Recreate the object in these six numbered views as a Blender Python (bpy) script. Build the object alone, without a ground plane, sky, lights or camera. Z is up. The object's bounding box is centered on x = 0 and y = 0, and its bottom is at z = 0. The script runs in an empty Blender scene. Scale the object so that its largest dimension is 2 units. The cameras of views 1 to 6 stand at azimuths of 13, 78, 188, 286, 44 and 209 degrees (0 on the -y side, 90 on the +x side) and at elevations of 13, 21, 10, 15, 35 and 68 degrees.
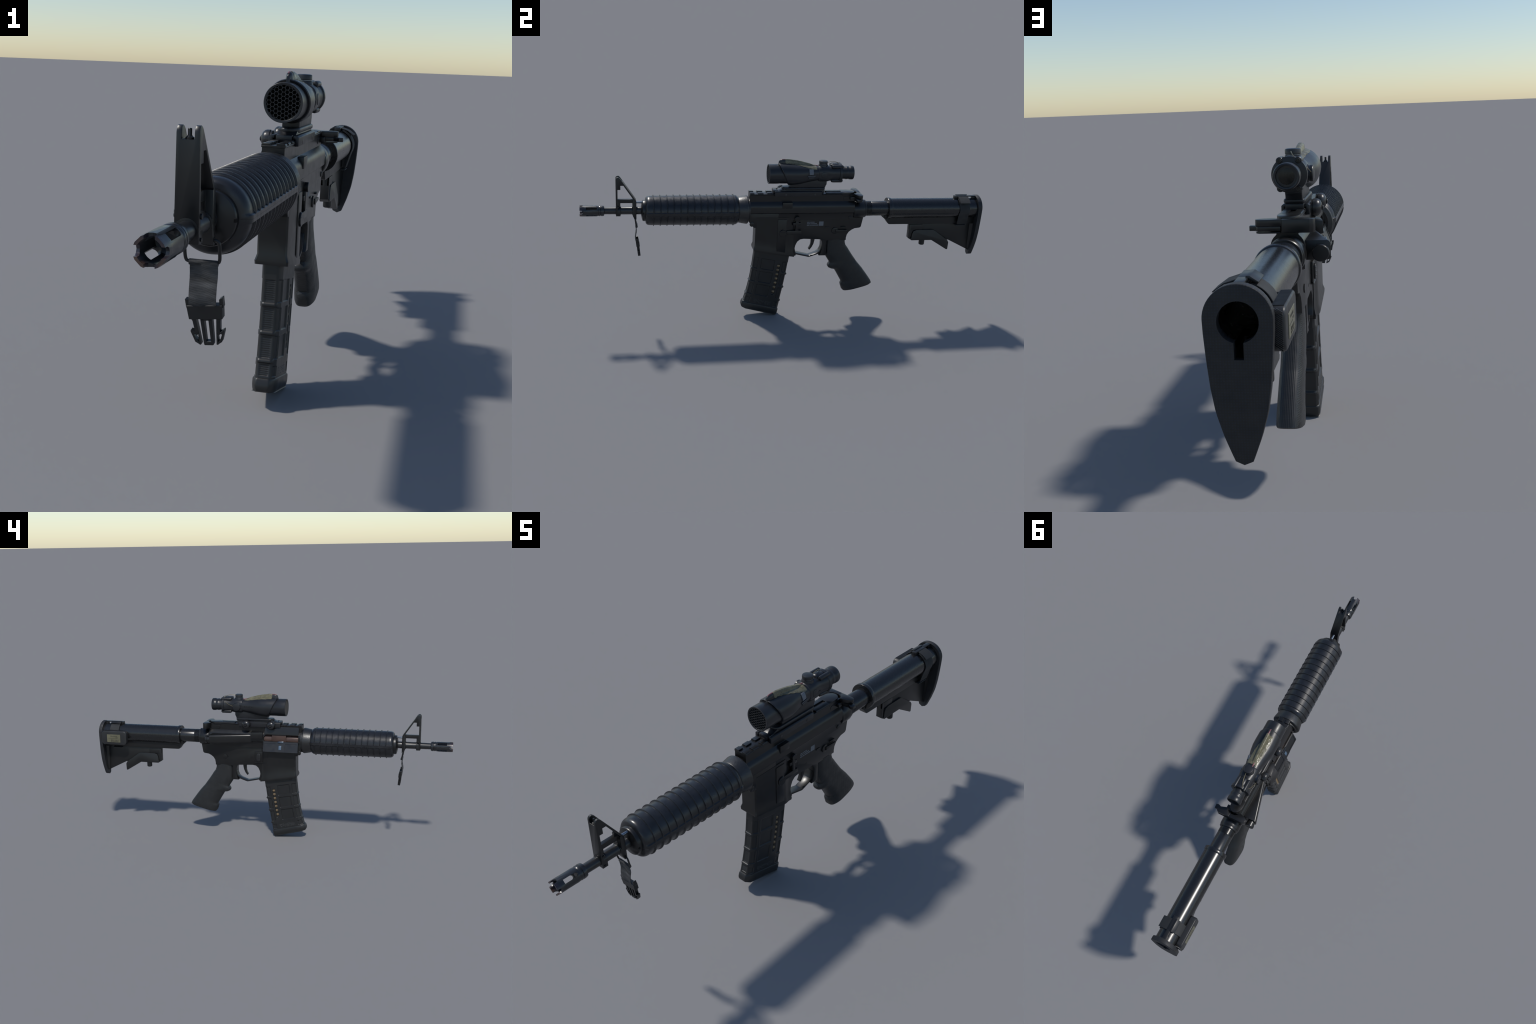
# A black carbine rifle with a carrying sight, ribbed handguard, polymer magazine and sliding stock.
# Frame: muzzle towards -y, butt towards +y, z up.  All parts are modelled in one local frame
# whose x = 0 is the rifle's plane of symmetry; the root Empty shifts that plane a little to +x.
import bpy, bmesh, math, random
import numpy as np
from mathutils import Vector, Matrix, noise

random.seed(7)
CX = 0.0073            # world x of the rifle's centre plane
B = 0.5595            # height of the bore axis
COL = bpy.context.scene.collection

# ------------------------------------------------------------------ materials
def nn(nt, kind, **kw):
    n = nt.nodes.new(kind)
    for k, v in kw.items():
        setattr(n, k, v)
    return n

def material(name, col, rough=0.45, metallic=0.0, spec=0.5, vary=0.25, vary_scale=18.0,
             rough_vary=0.08, stretch=(1, 1, 1), bump=0.0, bump_scale=400.0, tint=None, coat=0.0):
    m = bpy.data.materials.new(name)
    m.use_nodes = True
    nt = m.node_tree
    b = nt.nodes["Principled BSDF"]
    tc = nn(nt, "ShaderNodeTexCoord")
    mp = nn(nt, "ShaderNodeMapping")
    mp.inputs["Scale"].default_value = stretch
    nt.links.new(tc.outputs["Object"], mp.inputs["Vector"])
    no = nn(nt, "ShaderNodeTexNoise")
    no.inputs["Scale"].default_value = vary_scale
    no.inputs["Detail"].default_value = 5
    no.inputs["Roughness"].default_value = 0.62
    nt.links.new(mp.outputs["Vector"], no.inputs["Vector"])
    ramp = nn(nt, "ShaderNodeValToRGB")
    lo = [c * (1 - vary) for c in col]
    hi = [c * (1 + vary) for c in (tint or col)]
    ramp.color_ramp.elements[0].position = 0.32
    ramp.color_ramp.elements[1].position = 0.70
    ramp.color_ramp.elements[0].color = (*lo, 1)
    ramp.color_ramp.elements[1].color = (*hi, 1)
    nt.links.new(no.outputs["Fac"], ramp.inputs["Fac"])
    nt.links.new(ramp.outputs["Color"], b.inputs["Base Color"])
    mr = nn(nt, "ShaderNodeMapRange")
    mr.inputs["From Min"].default_value = 0.3
    mr.inputs["From Max"].default_value = 0.7
    mr.inputs["To Min"].default_value = max(0.05, rough - rough_vary)
    mr.inputs["To Max"].default_value = min(1.0, rough + rough_vary)
    no2 = nn(nt, "ShaderNodeTexNoise")
    no2.inputs["Scale"].default_value = vary_scale * 2.3
    no2.inputs["Detail"].default_value = 4
    nt.links.new(mp.outputs["Vector"], no2.inputs["Vector"])
    nt.links.new(no2.outputs["Fac"], mr.inputs["Value"])
    nt.links.new(mr.outputs["Result"], b.inputs["Roughness"])
    b.inputs["Metallic"].default_value = metallic
    b.inputs["Specular IOR Level"].default_value = spec
    b.inputs["Coat Weight"].default_value = coat
    if bump:
        nb = nn(nt, "ShaderNodeTexNoise")
        nb.inputs["Scale"].default_value = bump_scale
        nb.inputs["Detail"].default_value = 2
        nt.links.new(tc.outputs["Object"], nb.inputs["Vector"])
        bp = nn(nt, "ShaderNodeBump")
        bp.inputs["Strength"].default_value = bump
        bp.inputs["Distance"].default_value = 0.001
        nt.links.new(nb.outputs["Fac"], bp.inputs["Height"])
        nt.links.new(bp.outputs["Normal"], b.inputs["Normal"])
    return m

BLACK = (0.0082, 0.0081, 0.0083)
M_REC = material("receiver_anodised", BLACK, 0.33, spec=0.5, vary=0.15, rough_vary=0.03, bump=0.05, bump_scale=900)
M_STEEL = material("parkerised_steel", (0.0088, 0.0087, 0.0089), 0.34, spec=0.5, vary=0.15, rough_vary=0.03, bump=0.05, bump_scale=900)
M_BARREL = material("barrel_steel", (0.014, 0.014, 0.015), 0.34, vary=0.2, rough_vary=0.04, spec=0.6)
M_GUARD = material("handguard_plastic", (0.0120, 0.0127, 0.0152), 0.33, spec=0.55, vary=0.35, vary_scale=26,
                   rough_vary=0.07, bump=0.05, bump_scale=70)
M_TUBE = material("tube_anodised", (0.0085, 0.0088, 0.0094), 0.27, vary=0.1, rough_vary=0.012, spec=0.65)
M_STOCK = material("stock_polymer", (0.0094, 0.0095, 0.0097), 0.38, spec=0.5, vary=0.15, rough_vary=0.03, bump=0.04, bump_scale=700)
M_POLY = material("magazine_polymer", (0.0138, 0.0142, 0.0146), 0.42, spec=0.5, vary=0.15, rough_vary=0.03, bump=0.06, bump_scale=1100)
M_SCOPE = material("sight_housing", (0.0130, 0.0138, 0.0162), 0.36, spec=0.5, vary=0.2, rough_vary=0.04, bump=0.04, bump_scale=800)
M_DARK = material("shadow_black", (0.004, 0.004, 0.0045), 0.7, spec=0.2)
M_BRIGHT = material("bare_steel", (0.22, 0.25, 0.29), 0.33, metallic=1.0)
M_COPPER = material("bolt_copper", (0.078, 0.046, 0.037), 0.38, metallic=0.25, vary=0.2)
M_BRASS = material("cartridge_brass", (0.20, 0.145, 0.085), 0.34, metallic=0.4)
M_TAPE = material("olive_tape", (0.128, 0.118, 0.072), 0.36, vary=0.35, vary_scale=60, rough_vary=0.15,
                  bump=0.25, bump_scale=120, spec=0.5)
M_FIBRE = material("pink_fibre", (0.235, 0.085, 0.095), 0.4)
M_WIRE = material("brass_wire", (0.20, 0.17, 0.10), 0.35, metallic=0.5)
M_MARK = material("pale_marking", (0.150, 0.160, 0.175), 0.6, vary=0.3, vary_scale=400)
M_MARK2 = material("dim_marking", (0.060, 0.062, 0.068), 0.6, vary=0.3, vary_scale=400)
M_MUTED = material("moulded_dots", (0.060, 0.062, 0.064), 0.5)
M_LCD = material("display_panel", (0.128, 0.122, 0.078), 0.35, vary=0.15, vary_scale=30)
M_INK = material("display_ink", (0.040, 0.038, 0.028), 0.5)
M_DEVICE = material("device_case", (0.0190, 0.0195, 0.0205), 0.46, bump=0.08, bump_scale=900)
M_BLUE = material("blue_tag", (0.055, 0.090, 0.135), 0.5)
M_LATCH = material("cover_latch_steel", (0.075, 0.090, 0.110), 0.38, metallic=1.0)
M_WEB = material("loop_webbing", (0.020, 0.021, 0.022), 0.75, vary=0.2, bump=0.3, bump_scale=700)
M_RING = material("brushed_ring", (0.0095, 0.0095, 0.0097), 0.40, spec=0.75, vary=0.3, vary_scale=120, rough_vary=0.10, bump=0.35, bump_scale=160)
M_CELL = material("filter_mesh", (0.034, 0.034, 0.035), 0.5, spec=0.6)
M_COVER = material("port_cover", (0.0085, 0.0095, 0.0115), 0.40, vary=0.15)

def strap_material():
    m = material("worn_nylon", (0.030, 0.032, 0.034), 0.72, vary=0.75, vary_scale=26, stretch=(0.5, 1, 2.4),
                 tint=(0.050, 0.050, 0.051))
    nt = m.node_tree
    b = nt.nodes["Principled BSDF"]
    tc = nn(nt, "ShaderNodeTexCoord")
    w = nn(nt, "ShaderNodeTexWave", wave_type='BANDS', bands_direction='Z')
    w.inputs["Scale"].default_value = 260
    w.inputs["Distortion"].default_value = 1.5
    nt.links.new(tc.outputs["Object"], w.inputs["Vector"])
    bp = nn(nt, "ShaderNodeBump")
    bp.inputs["Strength"].default_value = 0.35
    bp.inputs["Distance"].default_value = 0.001
    nt.links.new(w.outputs["Fac"], bp.inputs["Height"])
    nt.links.new(bp.outputs["Normal"], b.inputs["Normal"])
    return m
M_STRAP = strap_material()

def grid_material(name, col, spot, pitch, rough, strength, axes="xz", dist=0.0012):
    """Polymer with a fine regular stipple: product of two wave textures used as bump and colour mask."""
    m = material(name, col, rough, vary=0.2)
    nt = m.node_tree
    b = nt.nodes["Principled BSDF"]
    tc = nn(nt, "ShaderNodeTexCoord")
    waves = []
    for d in axes:
        w = nn(nt, "ShaderNodeTexWave", wave_type='BANDS', bands_direction=d.upper())
        w.inputs["Scale"].default_value = 2 * math.pi / pitch / 20.0
        nt.links.new(tc.outputs["Object"], w.inputs["Vector"])
        waves.append(w)
    mul = nn(nt, "ShaderNodeMath", operation='MULTIPLY')
    nt.links.new(waves[0].outputs["Fac"], mul.inputs[0])
    nt.links.new(waves[-1].outputs["Fac"], mul.inputs[1])
    bp = nn(nt, "ShaderNodeBump")
    bp.inputs["Strength"].default_value = strength
    bp.inputs["Distance"].default_value = dist
    nt.links.new(mul.outputs[0], bp.inputs["Height"])
    nt.links.new(bp.outputs["Normal"], b.inputs["Normal"])
    old = b.inputs["Base Color"].links[0].from_socket
    mix = nn(nt, "ShaderNodeMix", data_type='RGBA')
    nt.links.new(mul.outputs[0], mix.inputs["Factor"])
    nt.links.new(old, mix.inputs["A"])
    mix.inputs["B"].default_value = (*spot, 1)
    nt.links.new(mix.outputs["Result"], b.inputs["Base Color"])
    return m
M_PAD = grid_material("butt_rubber", (0.0125, 0.0125, 0.0130), (0.0140, 0.0165, 0.0240), 0.0050, 0.62, 0.25)
def grip_material():
    """Stippled side panels; the back strap carries fine lengthwise ridges."""
    m = grid_material("grip_stipple", (0.0138, 0.0144, 0.0150), (0.0160, 0.0166, 0.0172), 0.0046, 0.46, 0.30, "yz")
    nt = m.node_tree
    bp = [n for n in nt.nodes if n.type == 'BUMP'][0]
    side = bp.inputs["Height"].links[0].from_socket
    tc = nn(nt, "ShaderNodeTexCoord")
    w = nn(nt, "ShaderNodeTexWave", wave_type='BANDS', bands_direction='X')
    w.inputs["Scale"].default_value = 2 * math.pi / 0.0042 / 20.0
    nt.links.new(tc.outputs["Object"], w.inputs["Vector"])
    sep = nn(nt, "ShaderNodeSeparateXYZ")
    nt.links.new(tc.outputs["Normal"], sep.inputs[0])
    mr = nn(nt, "ShaderNodeMapRange")
    mr.inputs["From Min"].default_value = 0.45
    mr.inputs["From Max"].default_value = 0.62
    nt.links.new(sep.outputs["Y"], mr.inputs["Value"])
    mix = nn(nt, "ShaderNodeMix", data_type='FLOAT')
    nt.links.new(mr.outputs["Result"], mix.inputs["Factor"])
    nt.links.new(side, mix.inputs["A"])
    nt.links.new(w.outputs["Fac"], mix.inputs["B"])
    nt.links.new(mix.outputs["Result"], bp.inputs["Height"])
    return m
M_GRIP = grip_material()

def hider_material():
    """Blued steel whose mouth is tinted purple and straw by heat."""
    m = material("heat_blued_steel", (0.014, 0.015, 0.017), 0.30, vary=0.2, rough_vary=0.05, spec=0.65)
    nt = m.node_tree
    b = nt.nodes["Principled BSDF"]
    tc = nn(nt, "ShaderNodeTexCoord")
    no = nn(nt, "ShaderNodeTexNoise")
    no.inputs["Scale"].default_value = 45
    nt.links.new(tc.outputs["Object"], no.inputs["Vector"])
    sep = nn(nt, "ShaderNodeSeparateXYZ")
    nt.links.new(tc.outputs["Object"], sep.inputs[0])
    mr = nn(nt, "ShaderNodeMapRange")
    mr.inputs["From Min"].default_value = -0.965
    mr.inputs["From Max"].default_value = -1.0
    nt.links.new(sep.outputs["Y"], mr.inputs["Value"])
    mul = nn(nt, "ShaderNodeMath", operation='MULTIPLY')
    nt.links.new(mr.outputs["Result"], mul.inputs[0])
    nt.links.new(no.outputs["Fac"], mul.inputs[1])
    ramp = nn(nt, "ShaderNodeValToRGB")
    e = ramp.color_ramp.elements
    e[0].position, e[0].color = 0.25, (0.014, 0.015, 0.017, 1)
    e[1].position, e[1].color = 0.75, (0.110, 0.062, 0.036, 1)
    k = e.new(0.42); k.color = (0.024, 0.018, 0.027, 1)
    nt.links.new(mul.outputs[0], ramp.inputs["Fac"])
    nt.links.new(ramp.outputs["Color"], b.inputs["Base Color"])
    return m
M_HIDER = hider_material()

def lens_material():
    m = material("coated_lens", (0.014, 0.012, 0.009), 0.22, spec=0.35, vary=0.5)
    return m
M_LENS = lens_material()

# ------------------------------------------------------------------ building helpers
def finish(name, bm, mat, parent, smooth=32, bevel=0.0, seg=2, bevel_angle=25, doubles=True):
    if doubles:
        bmesh.ops.remove_doubles(bm, verts=bm.verts, dist=1e-6)
    bmesh.ops.recalc_face_normals(bm, faces=bm.faces)
    if bevel:
        lim = math.radians(bevel_angle)
        ed = [e for e in bm.edges if len(e.link_faces) == 2 and e.calc_face_angle(0) > lim]
        bmesh.ops.bevel(bm, geom=ed, offset=bevel, segments=seg, profile=0.5, affect='EDGES', clamp_overlap=True)
    me = bpy.data.meshes.new(name)
    bm.to_mesh(me)
    bm.free()
    me.materials.append(mat)
    for p in me.polygons:
        p.use_smooth = True
    me.set_sharp_from_angle(angle=math.radians(smooth))
    ob = bpy.data.objects.new(name, me)
    COL.objects.link(ob)
    ob.parent = parent
    return ob

def add_prism(bm, pts, a, b, axis='x'):
    """Extrude a closed polygon along an axis. pts: (y,z) for x, (x,z) for y, (x,y) for z."""
    def mk(p, t):
        return {'x': (t, p[0], p[1]), 'y': (p[0], t, p[1]), 'z': (p[0], p[1], t)}[axis]
    va = [bm.verts.new(mk(p, a)) for p in pts]
    vb = [bm.verts.new(mk(p, b)) for p in pts]
    n = len(pts)
    bm.faces.new(va)
    bm.faces.new(vb[::-1])
    for i in range(n):
        j = (i + 1) % n
        bm.faces.new((va[j], va[i], vb[i], vb[j]))
    return va + vb

def prism(name, pts, a, b, mat, parent, axis='x', **kw):
    bm = bmesh.new()
    add_prism(bm, pts, a, b, axis)
    return finish(name, bm, mat, parent, **kw)

def add_box(bm, x0, x1, y0, y1, z0, z1):
    return add_prism(bm, [(x0, y0), (x1, y0), (x1, y1), (x0, y1)], z0, z1, 'z')

def box(name, x0, x1, y0, y1, z0, z1, mat, parent, **kw):
    bm = bmesh.new()
    add_box(bm, x0, x1, y0, y1, z0, z1)
    kw.setdefault('bevel', 0.0012)
    return finish(name, bm, mat, parent, **kw)

def add_rings(bm, rings, closed=True, cap=True):
    rows = [[bm.verts.new(p) for p in r] for r in rings]
    n = len(rows[0])
    for a, b in zip(rows, rows[1:]):
        for i in range(n if closed else n - 1):
            j = (i + 1) % n
            try:
                bm.faces.new((a[i], a[j], b[j], b[i]))
            except ValueError:
                pass
    if cap:
        bm.faces.new(rows[0][::-1])
        bm.faces.new(rows[-1])
    return rows

def loft(name, rings, mat, parent, closed=True, cap=True, **kw):
    bm = bmesh.new()
    add_rings(bm, rings, closed, cap)
    return finish(name, bm, mat, parent, **kw)

def circle(c, r, axis, n=48, start=0.0):
    out = []
    for i in range(n):
        t = start + 2 * math.pi * i / n
        a, b = r * math.cos(t), r * math.sin(t)
        out.append({'y': (c[0] + a, c[1], c[2] + b), 'x': (c[0], c[1] + a, c[2] + b),
                    'z': (c[0] + a, c[1] + b, c[2])}[axis])
    return out

def add_lathe(bm, prof, axis='y', c=(0, 0, 0), n=48, start=0.0, cap=True):
    """prof: list of (position along the axis, radius)."""
    rings = []
    for t, r in prof:
        p = list(c)
        k = 'xyz'.index(axis)
        p[k] += t
        rings.append(circle(p, r, axis, n, start))
    return add_rings(bm, rings, True, cap)

def lathe(name, prof, mat, parent, axis='y', c=(0, 0, 0), n=48, start=0.0, cap=True, **kw):
    bm = bmesh.new()
    add_lathe(bm, prof, axis, c, n, start, cap)
    return finish(name, bm, mat, parent, **kw)

def cut(ob, cutter_bm):
    """Boolean difference with a temporary cutter."""
    bmesh.ops.recalc_face_normals(cutter_bm, faces=cutter_bm.faces)
    me = bpy.data.meshes.new("cutter")
    cutter_bm.to_mesh(me)
    cutter_bm.free()
    co = bpy.data.objects.new("cutter", me)
    COL.objects.link(co)
    par = ob.parent
    ob.parent = None
    md = ob.modifiers.new("cut", 'BOOLEAN')
    md.operation, md.object, md.solver = 'DIFFERENCE', co, 'EXACT'
    dg = bpy.context.evaluated_depsgraph_get()
    dg.update()
    new = bpy.data.meshes.new_from_object(ob.evaluated_get(dg))
    ob.modifiers.clear()
    old = ob.data
    ob.data = new
    new.name = ob.name
    bpy.data.meshes.remove(old)
    bpy.data.objects.remove(co)
    bpy.data.meshes.remove(me)
    ob.parent = par
    return ob

def resharp(ob, smooth=32, bevel=0.0, seg=2, angle=25):
    bm = bmesh.new()
    bm.from_mesh(ob.data)
    bmesh.ops.remove_doubles(bm, verts=bm.verts, dist=2e-5)
    bmesh.ops.dissolve_limit(bm, angle_limit=0.01, verts=bm.verts, edges=bm.edges)
    if bevel:
        lim = math.radians(angle)
        ed = [e for e in bm.edges if len(e.link_faces) == 2 and e.calc_face_angle(0) > lim]
        bmesh.ops.bevel(bm, geom=ed, offset=bevel, segments=seg, profile=0.5, affect='EDGES', clamp_overlap=True)
    bm.to_mesh(ob.data)
    bm.free()
    for p in ob.data.polygons:
        p.use_smooth = True
    ob.data.set_sharp_from_angle(angle=math.radians(smooth))

def sell(y, zc, a, b, e=2.0, n=48, skew=0.0, xc=0.0):
    """Superellipse ring in an x-z plane at y (sheared along y by height when skew is set)."""
    out = []
    for i in range(n):
        t = 2 * math.pi * i / n
        c, s = math.cos(t), math.sin(t)
        x = a * math.copysign(abs(c) ** (2 / e), c)
        z = b * math.copysign(abs(s) ** (2 / e), s)
        out.append((xc + x, y - skew * z, zc + z))
    return out

def round_rect(y0, y1, z0, z1, r, n=5):
    pts = []
    for cy, cz, a0 in ((y1 - r, z1 - r, 0), (y0 + r, z1 - r, 90), (y0 + r, z0 + r, 180), (y1 - r, z0 + r, 270)):
        for k in range(n + 1):
            a = math.radians(a0 + 90 * k / n)
            pts.append((cy + r * math.cos(a), cz + r * math.sin(a)))
    return pts

def wire(name, pts, r, mat, parent, cyclic=False, res=6, smooth_path=True):
    """Round wire swept along control points (curve turned into a mesh)."""
    cu = bpy.data.curves.new(name, 'CURVE')
    cu.dimensions = '3D'
    sp = cu.splines.new('NURBS' if smooth_path else 'POLY')
    sp.points.add(len(pts) - 1)
    for p, q in zip(sp.points, pts):
        p.co = (*q, 1)
    sp.use_cyclic_u = cyclic
    if smooth_path:
        sp.order_u = 3
        sp.use_endpoint_u = not cyclic
    cu.bevel_depth = r
    cu.bevel_resolution = 3
    cu.resolution_u = res
    cu.use_fill_caps = True
    tmp = bpy.data.objects.new(name, cu)
    COL.objects.link(tmp)
    dg = bpy.context.evaluated_depsgraph_get()
    dg.update()
    me = bpy.data.meshes.new_from_object(tmp.evaluated_get(dg))
    bpy.data.objects.remove(tmp)
    me.name = name
    me.materials.clear()
    me.materials.append(mat)
    for p in me.polygons:
        p.use_smooth = True
    ob = bpy.data.objects.new(name, me)
    COL.objects.link(ob)
    ob.parent = parent
    return ob

def sstep(a, b, x):
    t = np.clip((x - a) / (b - a), 0, 1)
    return t * t * (3 - 2 * t)

# ------------------------------------------------------------------ root
root = bpy.data.objects.new("carbine_rifle", None)
COL.objects.link(root)
root.location = (CX, 0, 0)

root["label"] = "black carbine rifle with ribbed handguard, magazine and optical sight"
root["category"] = "rifle"

# ------------------------------------------------------------------ barrel and muzzle
lathe("barrel", [(-0.905, .0165), (-0.83, .0170), (-.815, .0182), (-0.735, .0182), (-0.734, .0185), (-0.71, .0185), (-0.69, .0185), (-0.3, .0185)],
      M_BARREL, root, c=(0, 0, B), n=40)

def flash_hider_solid():
    bm = bmesh.new()
    prof = []
    def ring(y, r):
        pts = []
        for i in range(8):
            for d in (-0.14, 0.14):
                t = math.pi / 4 * (i + 0.5) + d
                pts.append((r * math.cos(t), y, B + r * math.sin(t)))
        return pts
    add_rings(bm, [ring(-1.0, .0255), ring(-0.992, .0260), ring(-0.924, .0260), ring(-0.914, .0246)])
    ob = finish("flash_hider", bm, M_HIDER, root, smooth=28)
    cb = bmesh.new()
    add_lathe(cb, [(-1.02, .0205), (-0.922, .0195), (-0.918, .012)], c=(0, 0, B), n=24)
    cut(ob, cb)
    for k in range(4):                       # mouth notches at the cardinal directions
        cb = bmesh.new()
        pts = [(-.0085, -1.02), (.0085, -1.02), (.0085, -.9915), (.006, -.9865), (0, -.984), (-.006, -.9865), (-.0085, -.9915)]
        vs = add_prism(cb, pts, .006, .06, 'z')
        bmesh.ops.rotate(cb, verts=vs, cent=(0, 0, 0), matrix=Matrix.Rotation(math.pi / 2 * k, 3, 'Y'))
        bmesh.ops.translate(cb, verts=vs, vec=(0, 0, B))
        cut(ob, cb)
    for k in range(4):                       # long side slots on the diagonals
        cb = bmesh.new()
        w = .0072
        pts = [(-w, -.970), (w, -.970)] + [(w * math.cos(a), -.927 + w * math.sin(a)) for a in np.linspace(0, math.pi, 9)]
        vs = add_prism(cb, pts, .006, .06, 'z')
        bmesh.ops.rotate(cb, verts=vs, cent=(0, 0, 0), matrix=Matrix.Rotation(math.pi / 2 * k + math.pi / 4, 3, 'Y'))
        bmesh.ops.translate(cb, verts=vs, vec=(0, 0, B))
        cut(ob, cb)
    resharp(ob, 28, bevel=0.0006, seg=1, angle=40)
    lathe("flash_hider_collar", [(-.9150, .0222), (-.912, .0240), (-.909, .0252), (-.9055, .0252), (-.904, .0230), (-.902, .0230),
                                 (-.9005, .0252), (-.8935, .0252), (-.8880, .0238), (-.8860, .0180)], M_HIDER, ob, c=(0, 0, B), n=40)
    return ob
flash_hider_solid()

# ------------------------------------------------------------------ front sight tower
def front_sight():
    hw = lambda z: .0192 + (.728 - z) / .19 * .0022
    outer = [(-.8320, .538), (-.8320, .716), (-.8305, .7215), (-.8265, .7262), (-.8215, .7275), (-.8160, .7255), (-.8105, .7205),
             (-.7375, .6125), (-.7365, .602), (-.7365, .521), (-.7460, .521), (-.7540, .540), (-.7550, .5985), (-.8110, .5985), (-.8110, .538)]
    bm = bmesh.new()
    vs = add_prism(bm, outer, -1, 1, 'x')
    for v in vs:
        v.co.x *= hw(v.co.z)
    ob = finish("front_sight", bm, M_STEEL, root)
    cb = bmesh.new()
    add_prism(cb, [(-.8235, .617), (-.8235, .667), (-.8100, .667), (-.8100, .687), (-.7960, .687), (-.7490, .617)], -.1, .1, 'x')
    cut(ob, cb)
    for k in (-1, 1):      # the cross bar between the legs is a narrow web
        cb = bmesh.new()
        add_box(cb, min(k * .0075, k * .05), max(k * .0075, k * .05), -.8235, -.7530, .560, .6172)
        cut(ob, cb)
    cb = bmesh.new()
    add_box(cb, -.0108, .0108, -.85, -.79, .7055, .76)
    cut(ob, cb)
    resharp(ob, 30, bevel=.0009, seg=2, angle=40)
    # pinned collars round the barrel, taper pin, adjustable post
    lathe("sight_collar", [(-.8335, .0172), (-.8330, .0212), (-.810, .0212), (-.809, .0185)], M_STEEL, ob, c=(0, 0, B), n=36)
    lathe("sight_collar", [(-.757, .0185), (-.756, .0212), (-.736, .0212), (-.7355, .0172)], M_STEEL, ob, c=(0, 0, B), n=36)
    lathe("sight_pin", [(-.0240, .0042), (-.0235, .0048), (.0235, .0048), (.0240, .0042)], M_STEEL, ob, axis='x', c=(0, -.822, .583), n=18)
    lathe("sight_pin", [(-.0235, .0034), (.0235, .0034)], M_STEEL, ob, axis='x', c=(0, -.822, .545), n=14)
    lathe("sight_pin", [(-.0225, .0034), (.0225, .0034)], M_STEEL, ob, axis='x', c=(0, -.743, .532), n=14)
    lathe("sight_post", [(.700, .0072), (.7085, .0072), (.7100, .0046), (.7125, .0034), (.7220, .0034), (.7228, .0028)], M_STEEL, ob, axis='z', c=(0, -.822, 0), n=18)
    return ob
fs = front_sight()
lathe("gas_tube", [(-.742, .0052), (-.66, .0052)], M_BRIGHT, root, c=(0, 0, .6005), n=20)

# sling swivel, webbing and side-release buckle
wire("sling_swivel", [(.012, -.743, .529), (.026, -.743, .529), (.0315, -.743, .524), (.0315, -.7405, .505), (.0310, -.737, .492), (.027, -.736, .4865),
                      (-.027, -.736, .4865), (-.031, -.737, .492), (-.0315, -.7405, .505), (-.0315, -.743, .524), (-.026, -.743, .529), (-.012, -.743, .529)],
     .0031, M_STEEL, root, cyclic=True, res=5)
def sling_strap():
    path = [(.4895, -.7405), (.482, -.7400), (.470, -.7375), (.460, -.7365), (.443, -.7395), (.425, -.7415), (.412, -.7405), (.402, -.7350)]
    rings = []
    for k in range(29):
        u = k / 28 * (len(path) - 1)
        i = min(int(u), len(path) - 2)
        f = u - i
        f = f * f * (3 - 2 * f) * .5 + f * .5
        z = path[i][0] * (1 - f) + path[i + 1][0] * f
        y = path[i][1] * (1 - f) + path[i + 1][1] * f
        tw = .010 * (1 - k / 28)
        row = []
        for s in (-1, 1):
            cols = np.linspace(-.0250, .0250, 13) if s < 0 else np.linspace(.0250, -.0250, 13)
            for x in cols:
                yy = y + s * .0011 + .0012 * math.sin(x * 150 + z * 60) + tw * x * .3
                row.append((x + .0015 * (1 - k / 28) + .002, yy, z + x * .075))
        rings.append(row)
    return loft("sling_strap", rings, M_STRAP, root, smooth=50)
sling_strap()
lathe("strap_fold", [(-.0250, .0055), (.0270, .0055)], M_STRAP, root, axis='x', c=(.001, -.7365, .4868), n=20)

def buckle():
    """Male half of a side-release buckle: bar frame, two sprung arms, middle prong with a slot."""
    bm = bmesh.new()
    def P(pts, y0=-.0062, y1=.0062):
        pts = [(x * 1.08, z) for x, z in pts]
        return add_prism(bm, pts, y0, y1, 'y')
    P([(-.0305, 0), (.0305, 0), (.0285, -.026), (-.0285, -.026)], -.0082, .0082)
    P([(-.0320, .012), (-.0255, .010), (-.0255, -.002), (-.0305, -.006), (-.0315, -.004)])
    P([(.0255, .010), (.0320, .014), (.0320, -.004), (.0305, -.006), (.0255, -.002)])
    for s in (-1, 1):
        arm = [(.0265, -.024), (.0175, -.024), (.0150, -.050), (.0130, -.0755), (.0165, -.0755), (.0165, -.0545), (.0210, -.0545), (.0235, -.030)]
        P([(s * x, z) for x, z in arm])
        hook = [(.0165, -.0540), (.0285, -.0465), (.0290, -.0500), (.0230, -.0700), (.0150, -.0755), (.0135, -.0755), (.0165, -.0700), (.0205, -.0650), (.0240, -.0560), (.0225, -.0545), (.0180, -.0575)]
        P([(s * x, z) for x, z in hook])
        P([(s * .0038, -.026), (s * .0100, -.026), (s * .0085, -.070), (s * .0038, -.070)])
    P([(-.0088, -.0690), (.0088, -.0690), (.0078, -.0765), (-.0078, -.0765)])
    P([(-.0100, -.024), (.0100, -.024), (.0096, -.0295), (-.0096, -.0295)])
    ob = finish("buckle", bm, M_STOCK, root, bevel=.0008, seg=1, doubles=False)
    M = Matrix.Translation((.0055, -.7330, .4120)) @ Matrix.Rotation(math.radians(-6), 4, 'Y') @ Matrix.Rotation(math.radians(6.5), 4, 'X')
    ob.data.transform(M)
    return ob
buckle()

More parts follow.
